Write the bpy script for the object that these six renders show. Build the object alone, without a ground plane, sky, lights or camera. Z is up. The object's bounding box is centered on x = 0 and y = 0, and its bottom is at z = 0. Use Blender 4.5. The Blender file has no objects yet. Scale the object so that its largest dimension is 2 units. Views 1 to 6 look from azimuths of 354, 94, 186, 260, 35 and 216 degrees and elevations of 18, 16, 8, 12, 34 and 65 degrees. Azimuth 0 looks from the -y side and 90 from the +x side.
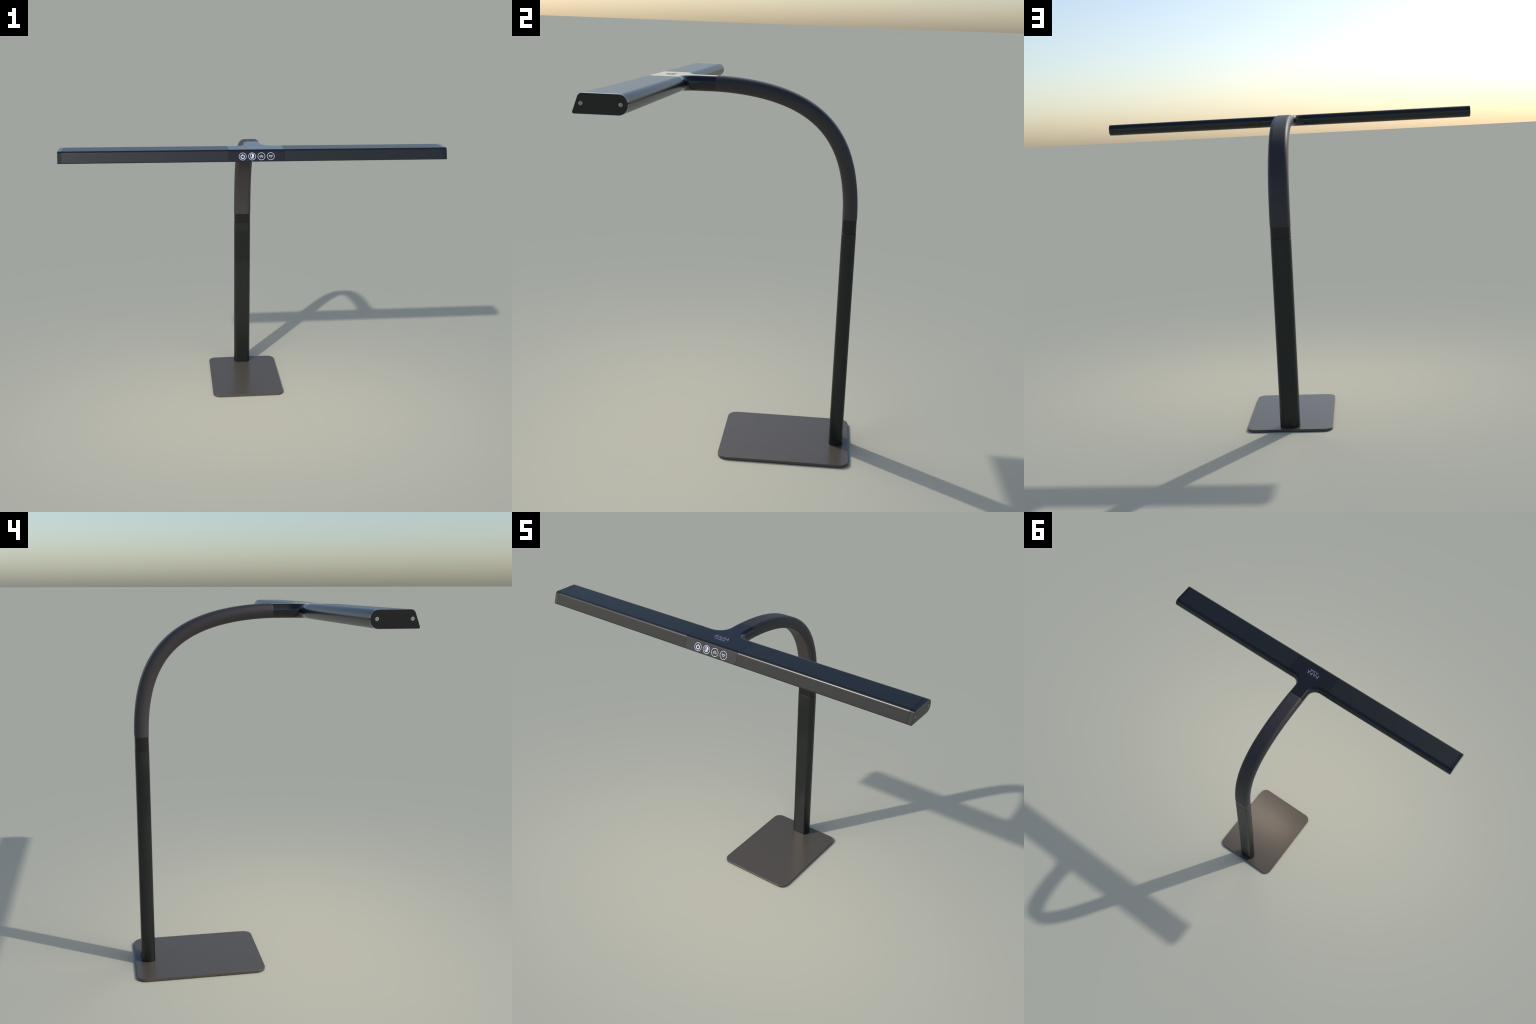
"""Desk lamp: flat base plate, vertical pole, bent soft arm, T-shaped light bar."""
import bpy, bmesh, math
from mathutils import Vector, Matrix

# ----------------------------------------------------------------- sizes (m)
BAR_TOP, BAR_BOTTOM = 1.5499, 1.4911
BAR_MID = (BAR_TOP + BAR_BOTTOM) / 2
BAR_HALF = (BAR_TOP - BAR_BOTTOM) / 2
BAR_REAR = -0.2772          # rearmost point of the rounded back
BAR_BULGE = 0.0265          # how far the rounded back bulges behind the flat top
FRONT_TOP, FRONT_BOTTOM = -0.4182, -0.4390   # sharp corners of the slanted front
HUB_X, CAP_X, END_X = 0.1445, 0.9800, 1.0000
GAP = 0.0005
POLE_Y, POLE_HX, POLE_HY, POLE_FLAT = 0.3822, 0.0501, 0.0290, 0.0305
COLLAR_Z0, COLLAR_Z1 = 0.9520, 1.0070
BASE_HX, BASE_Y0, BASE_Y1, BASE_H, BASE_R = 0.2118, -0.1110, 0.4370, 0.0105, 0.041
NECK_END = -0.1690
ARM_FLAT = 0.0275

# ----------------------------------------------------------------- materials
def material(name, color, rough, metallic=0.0, ior=1.5, grain=0.0, grain_scale=900.0,
             mottled=0.0, coat=0.0, spec=0.5):
    m = bpy.data.materials.new(name)
    m.use_nodes = True
    nt = m.node_tree
    b = nt.nodes["Principled BSDF"]
    b.inputs["Roughness"].default_value = rough
    b.inputs["Metallic"].default_value = metallic
    b.inputs["IOR"].default_value = ior
    b.inputs["Coat Weight"].default_value = coat
    b.inputs["Specular IOR Level"].default_value = spec
    tc = nt.nodes.new("ShaderNodeTexCoord")
    n = nt.nodes.new("ShaderNodeTexNoise")
    n.inputs["Scale"].default_value = 55.0
    n.inputs["Detail"].default_value = 5.0
    nt.links.new(tc.outputs["Object"], n.inputs["Vector"])
    r = nt.nodes.new("ShaderNodeValToRGB")
    lo = [c * (1 - mottled) for c in color]
    hi = [min(1, c * (1 + mottled)) for c in color]
    r.color_ramp.elements[0].position, r.color_ramp.elements[1].position = 0.3, 0.7
    r.color_ramp.elements[0].color = (*lo, 1)
    r.color_ramp.elements[1].color = (*hi, 1)
    nt.links.new(n.outputs["Fac"], r.inputs["Fac"])
    nt.links.new(r.outputs["Color"], b.inputs["Base Color"])
    if grain > 0:
        g = nt.nodes.new("ShaderNodeTexNoise")
        g.inputs["Scale"].default_value = grain_scale
        g.inputs["Detail"].default_value = 2.0
        nt.links.new(tc.outputs["Object"], g.inputs["Vector"])
        bp = nt.nodes.new("ShaderNodeBump")
        bp.inputs["Strength"].default_value = grain
        bp.inputs["Distance"].default_value = 0.0004
        nt.links.new(g.outputs["Fac"], bp.inputs["Height"])
        nt.links.new(bp.outputs["Normal"], b.inputs["Normal"])
    return m

M_BAR = material("black_anodised_aluminium", (0.0058, 0.0075, 0.0082), 0.30, mottled=0.05)
M_HUB = material("black_satin_plastic", (0.0056, 0.0056, 0.0066), 0.10, mottled=0.05)
M_POLE = material("black_painted_tube", (0.0070, 0.0090, 0.0080), 0.36, mottled=0.05, spec=0.42)
M_COLLAR = material("black_collar_plastic", (0.0045, 0.0045, 0.0042), 0.30, mottled=0.05, spec=0.42)
M_ARM = material("charcoal_silicone_sleeve", (0.0320, 0.0272, 0.0300), 0.50, mottled=0.05, spec=0.42)
M_BASE = material("dark_plate_lamp_glow_tint", (0.070, 0.061, 0.048), 0.28, mottled=0.03)  # near-black plate lightened and warmed all over for lamplight baked into its front
M_STEEL = material("screw_steel", (0.31, 0.32, 0.34), 0.36, metallic=1.0)
M_DARK = material("black_recess", (0.004, 0.004, 0.004), 0.8)
M_PRINT = material("lavender_white_print", (0.68, 0.71, 0.90), 0.5)
M_LABEL = material("pale_grey_print", (0.33, 0.35, 0.46), 0.10)
M_DIFF = material("glowing_diffuser", (0.75, 0.75, 0.73), 0.45)
_b = M_DIFF.node_tree.nodes["Principled BSDF"]     # the lamp is switched on: warm light
_b.inputs["Emission Color"].default_value = (1.0, 0.81, 0.62, 1)
_b.inputs["Emission Strength"].default_value = 17.0

# ----------------------------------------------------------------- helpers
def mesh_object(name, verts, faces, mat, parent=None, angle=35.0, weighted=True):
    me = bpy.data.meshes.new(name)
    me.from_pydata([tuple(v) for v in verts], [], faces)
    bm = bmesh.new(); bm.from_mesh(me)
    bmesh.ops.remove_doubles(bm, verts=bm.verts, dist=1e-6)
    bmesh.ops.recalc_face_normals(bm, faces=bm.faces)
    ang = math.radians(angle)
    for f in bm.faces: f.smooth = True
    for e in bm.edges:
        if len(e.link_faces) == 2 and e.calc_face_angle(0) > ang: e.smooth = False
    bm.to_mesh(me); bm.free()
    me.materials.append(mat)
    ob = bpy.data.objects.new(name, me)
    bpy.context.scene.collection.objects.link(ob)
    if parent: ob.parent = parent
    if weighted:
        w = ob.modifiers.new("weighted", "WEIGHTED_NORMAL")
        w.keep_sharp = True; w.weight = 80
    return ob

def loft(rings, cap=True, closed_ring=True):
    """rings: equal-length point lists -> verts, faces"""
    n = len(rings[0]); V = [p for r in rings for p in r]; F = []
    for k in range(len(rings) - 1):
        for i in range(n if closed_ring else n - 1):
            j = (i + 1) % n
            F.append((k*n + i, k*n + j, (k+1)*n + j, (k+1)*n + i))
    if cap:
        F.append(tuple(range(n))[::-1])
        F.append(tuple((len(rings)-1)*n + i for i in range(n)))
    return V, F

def fillet(p, a, b, r, n):
    """arc of radius r rounding corner p between neighbours a and b (2D)"""
    p, a, b = Vector(p), Vector(a), Vector(b)
    u, v = (a - p).normalized(), (b - p).normalized()
    half = u.angle(v) / 2
    t = r / math.tan(half)
    c = p + (u + v).normalized() * (r / math.sin(half))
    s, e = p + u*t - c, p + v*t - c
    a0 = math.atan2(s.y, s.x); d = math.atan2(e.y, e.x) - a0
    d = (d + math.pi) % (2*math.pi) - math.pi
    return [(c.x + r*math.cos(a0 + d*i/n), c.y + r*math.sin(a0 + d*i/n)) for i in range(n+1)]

def bar_profile(inset=0.0):
    """closed (y, z) section of the light bar, rear half-ellipse, slanted front"""
    ry = BAR_REAR - BAR_BULGE
    rear = [(ry + (BAR_BULGE - inset)*math.sin(t), BAR_MID + (BAR_HALF - inset)*math.cos(t))
            for t in [math.pi*i/32 for i in range(33)]]
    ft, fb = (FRONT_TOP + inset, BAR_TOP - inset), (FRONT_BOTTOM + inset*1.3, BAR_BOTTOM + inset)
    bot = fillet(fb, (ry, fb[1]), ft, 0.0045, 6)
    top = fillet(ft, fb, (ry, ft[1]), 0.0158, 16)
    return rear + bot + top

def side_profile(hx, hy, flat, n=16):
    """closed (x, w) section: flat faces front and back, half-ellipse sides"""
    b = hx - flat; pts = []
    for i in range(2*n + 1):
        t = math.pi/2 - math.pi*i/(2*n)
        pts.append((flat + b*math.cos(t), hy*math.sin(t)))
    for i in range(2*n + 1):
        t = -math.pi/2 - math.pi*i/(2*n)
        pts.append((-flat + b*math.cos(t), hy*math.sin(t)))
    return pts

def lathe(name, profile, mat, parent, matrix, seg=40):
    """profile: (radius, height) list, spun about local z then placed by matrix"""
    rings = [[(r*math.cos(2*math.pi*i/seg), r*math.sin(2*math.pi*i/seg), h) for i in range(seg)]
             for r, h in profile]
    V, F = loft(rings)
    V = [matrix @ Vector(v) for v in V]
    return mesh_object(name, V, F, mat, parent, angle=40)

# ----------------------------------------------------------------- the thing
lamp = bpy.data.objects.new("desk_lamp", None)
bpy.context.scene.collection.objects.link(lamp)
lamp["label"] = "black T-shaped desk lamp with long light bar and curved arm"
lamp["category"] = "desk lamp"

# base plate: rounded rectangle slab with a small edge round
def rounded_rect(hx, y0, y1, r, n=12):
    c = [(hx, y0), (hx, y1), (-hx, y1), (-hx, y0)]
    out = []
    for i in range(4):
        out += fillet(c[i], c[i-1], c[(i+1) % 4], r, n)
    return out
steps = [(0.0006, 0.0), (0.0, 0.0006), (0.0, BASE_H - 0.0014)]
steps += [(0.0014*(1 - math.cos(a)), BASE_H - 0.0014 + 0.0014*math.sin(a)) for a in
          [math.pi/2*i/5 for i in range(1, 6)]]
rings = [[(x, y, z) for x, y in rounded_rect(BASE_HX - d, BASE_Y0 + d, BASE_Y1 - d, BASE_R - d)]
         for d, z in steps]
V, F = loft(rings)
base = mesh_object("base", V, F, M_BASE, lamp)

# pole, collar
def tube(name, z0, z1, shrink, mat, edge=0.001):
    lv = [(edge, z0), (0, z0 + edge), (0, z1 - edge), (edge, z1)]
    rings = [[(x, POLE_Y + w, z) for x, w in
              side_profile(POLE_HX - shrink - d, POLE_HY - shrink - d, POLE_FLAT)] for d, z in lv]
    V, F = loft(rings)
    return mesh_object(name, V, F, mat, lamp)
pole = tube("pole", BASE_H + 0.0003, COLLAR_Z0 - 0.0004, 0.0, M_POLE, edge=0.0004)
collar = tube("collar", COLLAR_Z0, COLLAR_Z1 + 0.004, 0.0006, M_COLLAR, edge=0.0004)

# screw on the back foot of the pole
mx = Matrix.Translation((0, POLE_Y + POLE_HY - 0.0015, 0.0290)) @ Matrix.Rotation(-math.pi/2, 4, 'X')
lathe("screw", [(0.0116, 0), (0.0116, 0.0030), (0.0108, 0.0040), (0.0062, 0.0042),
                (0.0056, 0.0020), (0.0008, 0.0018)], M_COLLAR, pole, mx)

# bent arm: section swept along a smooth curve in the y-z plane
ARM = [(POLE_Y, 1.0070), (POLE_Y, 1.1292), (0.3667, 1.3880), (0.2488, 1.4964),
       (-0.0572, 1.5188), (-0.1686, 1.5205)]
def bezier(P, t):
    n = len(P) - 1; y = z = 0
    for i, (a, b) in enumerate(P):
        w = math.comb(n, i) * t**i * (1-t)**(n-i); y += w*a; z += w*b
    return y, z
N = 120
path = [bezier(ARM, i/N) for i in range(N + 1)]
rings = []
for i, (y, z) in enumerate(path):
    a, b = path[max(i-1, 0)], path[min(i+1, N)]
    T = Vector((b[0]-a[0], b[1]-a[1])).normalized()
    nrm = Vector((T.y, -T.x))           # outward (back / top) side
    if i == 0: trims = [0.0020, 0.0008, 0.0002]
    else: trims = [0.0]
    for k, d in enumerate(trims):
        off = 0.0014*k if i == 0 else 0
        rings.append([(x, y + T.x*off + nrm.x*w, z + T.y*off + nrm.y*w)
                      for x, w in side_profile(POLE_HX + 0.0005 - d, POLE_HY + 0.0005 - d, ARM_FLAT)])
y, z = path[-1]
rings.append([(p[0]*0.985, p[1] - 0.0012, z + (p[2]-z)*0.97) for p in rings[-1]])
V, F = loft(rings)
arm = mesh_object("arm", V, F, M_ARM, lamp, angle=50)

# light bar halves and end caps
prof = bar_profile()
LIGHT_Y0, LIGHT_Y1, LIGHT_DEPTH = -0.4250, -0.3120, 0.004
def bar_piece(name, x0, x1, mat, edges, channel=False):
    lv = []
    e0, e1 = edges
    s = 1 if x1 > x0 else -1
    for r, at, d in ((e0, x0, s), (e1, x1, -s)):
        arc = [(r*(1 - math.sin(a)), at + d*r*(1 - math.cos(a))) for a in
               [math.pi/2*i/3 for i in range(4)]] if r > 0 else [(0.0, at)]
        lv.append(arc)
    seq = lv[0] + lv[1][::-1]
    rings = []
    for i, x in seq:
        p = bar_profile(i)
        if channel:     # open slot along the underside that holds the light panel
            zb = BAR_BOTTOM + i
            p = p[:33] + [(LIGHT_Y1, zb), (LIGHT_Y1, zb + LIGHT_DEPTH), (LIGHT_Y0, zb + LIGHT_DEPTH),
                          (LIGHT_Y0, zb)] + p[33:]
        rings.append([(x, y, z) for y, z in p])
    V, F = loft(rings)
    return mesh_object(name, V, F, mat, lamp)

for s in (1, -1):
    bar = bar_piece("light_bar", s*(HUB_X + GAP), s*(CAP_X - GAP), M_BAR, (0.0003, 0.0003), channel=True)
    # diffuser strip under the bar
    x0, x1 = s*(HUB_X + 0.002), s*(CAP_X - 0.002)
    zt = BAR_BOTTOM + LIGHT_DEPTH
    V, F = loft([[(x, LIGHT_Y0 + 0.0004, zt - 0.0002), (x, LIGHT_Y1 - 0.0004, zt - 0.0002),
                  (x, LIGHT_Y1 - 0.0004, zt - 0.0015), (x, LIGHT_Y0 + 0.0004, zt - 0.0015)]
                 for x in (x0, x1)])
    mesh_object("diffuser", V, F, M_DIFF, bar)
    cap = bar_piece("end_cap", s*(CAP_X + GAP), s*END_X, M_HUB, (0.0003, 0.0010))
    for yy in (-0.4120, -0.2978):
        mx = Matrix.Translation((s*(END_X - 0.0024), yy, 1.5210)) @ Matrix.Rotation(s*math.pi/2, 4, 'Y')
        # dark countersink ring with a domed steel head carrying a hex socket
        sc = lathe("screw", [(0.0066, -0.0006), (0.0066, 0.0020), (0.0062, 0.0026), (0.0046, 0.0030),
                             (0.0032, 0.0031), (0.0025, 0.0027), (0.0003, 0.0026)], M_STEEL, cap, mx, 28)
        lathe("countersink", [(0.0090, -0.0004), (0.0084, 0.0026), (0.0068, 0.0025), (0.0064, -0.0004)],
              M_DARK, cap, mx, 32)

# hub: centre block whose rounded back sweeps through fillets into the neck
R = 0.047                                   # fillet radius in plan
fx, fy = POLE_HX + R, BAR_REAR + R          # fillet centre
plan = []                                   # (x, y, nx, ny, bulge) along one side
K = 8
for i in range(K):
    t = i / K
    plan.append((HUB_X - GAP + (fx - HUB_X + GAP)*t, BAR_REAR, 0, 1, BAR_BULGE))
A = 28
for i in range(A + 1):
    t = i / A; a = math.pi/2*t
    # arc from (fx, BAR_REAR) to (POLE_HX, fy); outward normal points to the centre
    x, y = fx - R*math.sin(a), fy - R*math.cos(a)
    nx, ny = math.sin(a), math.cos(a)
    b = BAR_BULGE + (POLE_HX - POLE_FLAT - BAR_BULGE)*t
    plan.append((x, y, nx, ny, b))
for i in range(1, K + 1):
    plan.append((POLE_HX, fy + (NECK_END - fy)*i/K, 1, 0, POLE_HX - POLE_FLAT))
S = 24
V, F = [], []
def grid(side):
    """rounded flank of one side, top row to bottom row; returns index rows"""
    rows = []
    for x, y, nx, ny, b in plan:
        ix, iy = x - nx*b, y - ny*b
        row = []
        for k in range(S + 1):
            t = math.pi*k/S
            V.append((side*(ix + nx*b*math.sin(t)), iy + ny*b*math.sin(t), BAR_MID + BAR_HALF*math.cos(t)))
            row.append(len(V) - 1)
        rows.append(row)
    for p, q in zip(rows, rows[1:]):
        for k in range(S):
            F.append((p[k], q[k], q[k+1], p[k+1]))
    return rows
gr, gl = grid(1), grid(-1)
# front strip (bottom fillet, slanted face, top fillet), as two columns of points
front = bar_profile()[33:]
fr = []; fl = []
for y, z in front:
    V.append((HUB_X - GAP, y, z)); fr.append(len(V) - 1)
    V.append((-HUB_X + GAP, y, z)); fl.append(len(V) - 1)
for k in range(len(front) - 1):
    F.append((fr[k], fr[k+1], fl[k+1], fl[k]))
F.append(tuple([r[0] for r in gr] + [r[0] for r in gl][::-1] + [fl[-1], fr[-1]]))        # top
F.append(tuple([r[S] for r in gr] + [r[S] for r in gl][::-1] + [fl[0], fr[0]]))          # underside
F.append(tuple(gr[-1] + gl[-1][::-1]))                                                    # neck end
F.append(tuple(gr[0] + fr)); F.append(tuple(gl[0] + fl))                                  # block ends
hub = mesh_object("hub", V, F, M_HUB, lamp)

# dark gaskets bridging the joints between hub, bars and caps
for s in (1, -1):
    for xs in (HUB_X, CAP_X):
        V, F = loft([[(s*(xs + d), y, z) for y, z in bar_profile(0.0012)] for d in (-0.0011, 0.0011)])
        mesh_object("gasket", V, F, M_DARK, lamp)

# ----------------------------------------------------------------- printed marks
fdir = Vector((0, FRONT_TOP - FRONT_BOTTOM, BAR_TOP - BAR_BOTTOM)).normalized()   # up the slanted face
fnrm = Vector((0, -fdir.z, fdir.y))
fbase = Vector((0, FRONT_BOTTOM, BAR_BOTTOM))
ICON_V = (1.5178 - BAR_BOTTOM) / fdir.z

class Ink:
    """flat printed shapes, raised a hair above the slanted face"""
    def __init__(self, cx): self.cx, self.V, self.F = cx, [], []
    def put(self, u, v, h): return fbase + fdir*(ICON_V + v) + fnrm*h + Vector((self.cx + u, 0, 0))
    def ribbon(self, inner, outer, closed):
        o = len(self.V); n = len(inner)
        for a, b in zip(inner, outer):
            for (u, v), h in ((a, 0.0), (a, 0.0005), (b, 0.0005), (b, 0.0)):
                self.V.append(self.put(u, v, h))
        for i in range(n if closed else n - 1):
            j = (i + 1) % n
            for k in range(3):
                self.F.append((o+4*i+k, o+4*i+k+1, o+4*j+k+1, o+4*j+k))
        if not closed:
            self.F.append((o, o+1, o+2, o+3)); e = o + 4*(n-1); self.F.append((e+3, e+2, e+1, e))
    def arc(self, c, r, w, a0, a1, n=48):
        closed = abs(a1 - a0) >= 359.9
        A = [math.radians(a0 + (a1-a0)*i/n) for i in range(n if closed else n + 1)]
        self.ribbon([(c[0] + (r-w/2)*math.cos(a), c[1] + (r-w/2)*math.sin(a)) for a in A],
                    [(c[0] + (r+w/2)*math.cos(a), c[1] + (r+w/2)*math.sin(a)) for a in A], closed)
    def path(self, pts, w):
        """closed stroked outline with mitred corners"""
        n = len(pts); I, O = [], []
        for i in range(n):
            p, a, b = Vector(pts[i]), Vector(pts[i-1]), Vector(pts[(i+1) % n])
            d1, d2 = (p-a).normalized(), (b-p).normalized()
            n1, n2 = Vector((-d1.y, d1.x)), Vector((-d2.y, d2.x))
            m = (n1 + n2).normalized(); m = m / max(0.5, m.dot(n1))
            I.append(tuple(p + m*w/2)); O.append(tuple(p - m*w/2))
        self.ribbon(I, O, True)
    def fill(self, pts):
        o = len(self.V); n = len(pts)
        for h in (0.0, 0.0005):
            for u, v in pts: self.V.append(self.put(u, v, h))
        self.F.append(tuple(o + i for i in range(n))); self.F.append(tuple(o + n + i for i in range(n)))
        for i in range(n):
            j = (i+1) % n; self.F.append((o+i, o+j, o+n+j, o+n+i))
    def done(self, name):
        return mesh_object(name, self.V, self.F, M_PRINT, hub, weighted=False, angle=20)

def rounded_path(pts, r):
    out = []
    for i in range(len(pts)):
        out += fillet(pts[i], pts[i-1], pts[(i+1) % len(pts)], r[i], 5)
    return out

ICON_R, RING_W = 0.0183, 0.0018
ink = Ink(-0.0718); ink.arc((0, 0), ICON_R, RING_W, 0, 360)
ink.arc((0, -0.0012), 0.0088, 0.0040, 90 + 28, 90 + 332)
ink.fill([(-0.0017, 0.0022), (0.0017, 0.0022), (0.0017, 0.0118), (-0.0017, 0.0118)])
ink.done("power_icon")
ink = Ink(-0.0236); ink.arc((0, 0), ICON_R, RING_W, 0, 360)
ink.arc((-0.0002, 0.0040), 0.0088, 0.0022, 90, 270)
ink.fill([(-0.0002 + 0.0099*math.cos(math.radians(a)), 0.0040 + 0.0099*math.sin(math.radians(a)))
          for a in range(-90, 91, 10)])
ink.fill([(0.0100*math.cos(math.radians(a)), -0.0056 - 0.0016*abs(math.cos(math.radians(a)))*0 + 0.0052*math.sin(math.radians(a)))
          for a in range(-180, 1, 15)] +
         [(0.0075*math.cos(math.radians(a)), -0.0058 + 0.0017*math.sin(math.radians(a))) for a in range(0, -181, -20)])
ink.done("brightness_icon")
chev = [(0, 0.0072), (-0.0090, -0.0016), (-0.0056, -0.0062), (0, -0.0010), (0.0056, -0.0062), (0.0090, -0.0016)]
rad = [0.0020, 0.0022, 0.0022, 0.0004, 0.0022, 0.0022]
for cx, flip in ((0.0242, 1), (0.0724, -1)):
    ink = Ink(cx); ink.arc((0, 0), ICON_R, RING_W, 0, 360)
    ink.path(rounded_path([(u, v*flip + (0.0003 if flip < 0 else 0)) for u, v in chev], rad), 0.0018)
    ink.done("arrow_icon")

def lettering(text, x0, x1, y0, y1):
    cu = bpy.data.curves.new("lettering", 'FONT'); cu.body = text
    cu.extrude = 0.0004; cu.offset = -0.020; cu.space_character = 1.08
    tmp = bpy.data.objects.new("tmp_text", cu)
    bpy.context.scene.collection.objects.link(tmp)
    dg = bpy.context.evaluated_depsgraph_get(); dg.update()
    me = bpy.data.meshes.new_from_object(tmp.evaluated_get(dg))
    bpy.data.objects.remove(tmp); bpy.data.curves.remove(cu)
    me.name = "lettering"
    xs = [v.co.x for v in me.vertices]; ys = [v.co.y for v in me.vertices]
    for v in me.vertices:
        v.co.x = x0 + (v.co.x - min(xs)) / (max(xs) - min(xs)) * (x1 - x0)
        v.co.y = y0 + (v.co.y - min(ys)) / (max(ys) - min(ys)) * (y1 - y0)
        v.co.z = BAR_TOP + (0.0004 if v.co.z > 0 else -0.0002)
    me.materials.clear(); me.materials.append(M_LABEL)
    ob = bpy.data.objects.new("lettering", me)
    bpy.context.scene.collection.objects.link(ob); ob.parent = hub
    return ob
lettering("PAPA", -0.0385, 0.0405, -0.3570, -0.3345)
lettering("PA-8008", -0.0255, 0.0285, -0.3705, -0.3600)
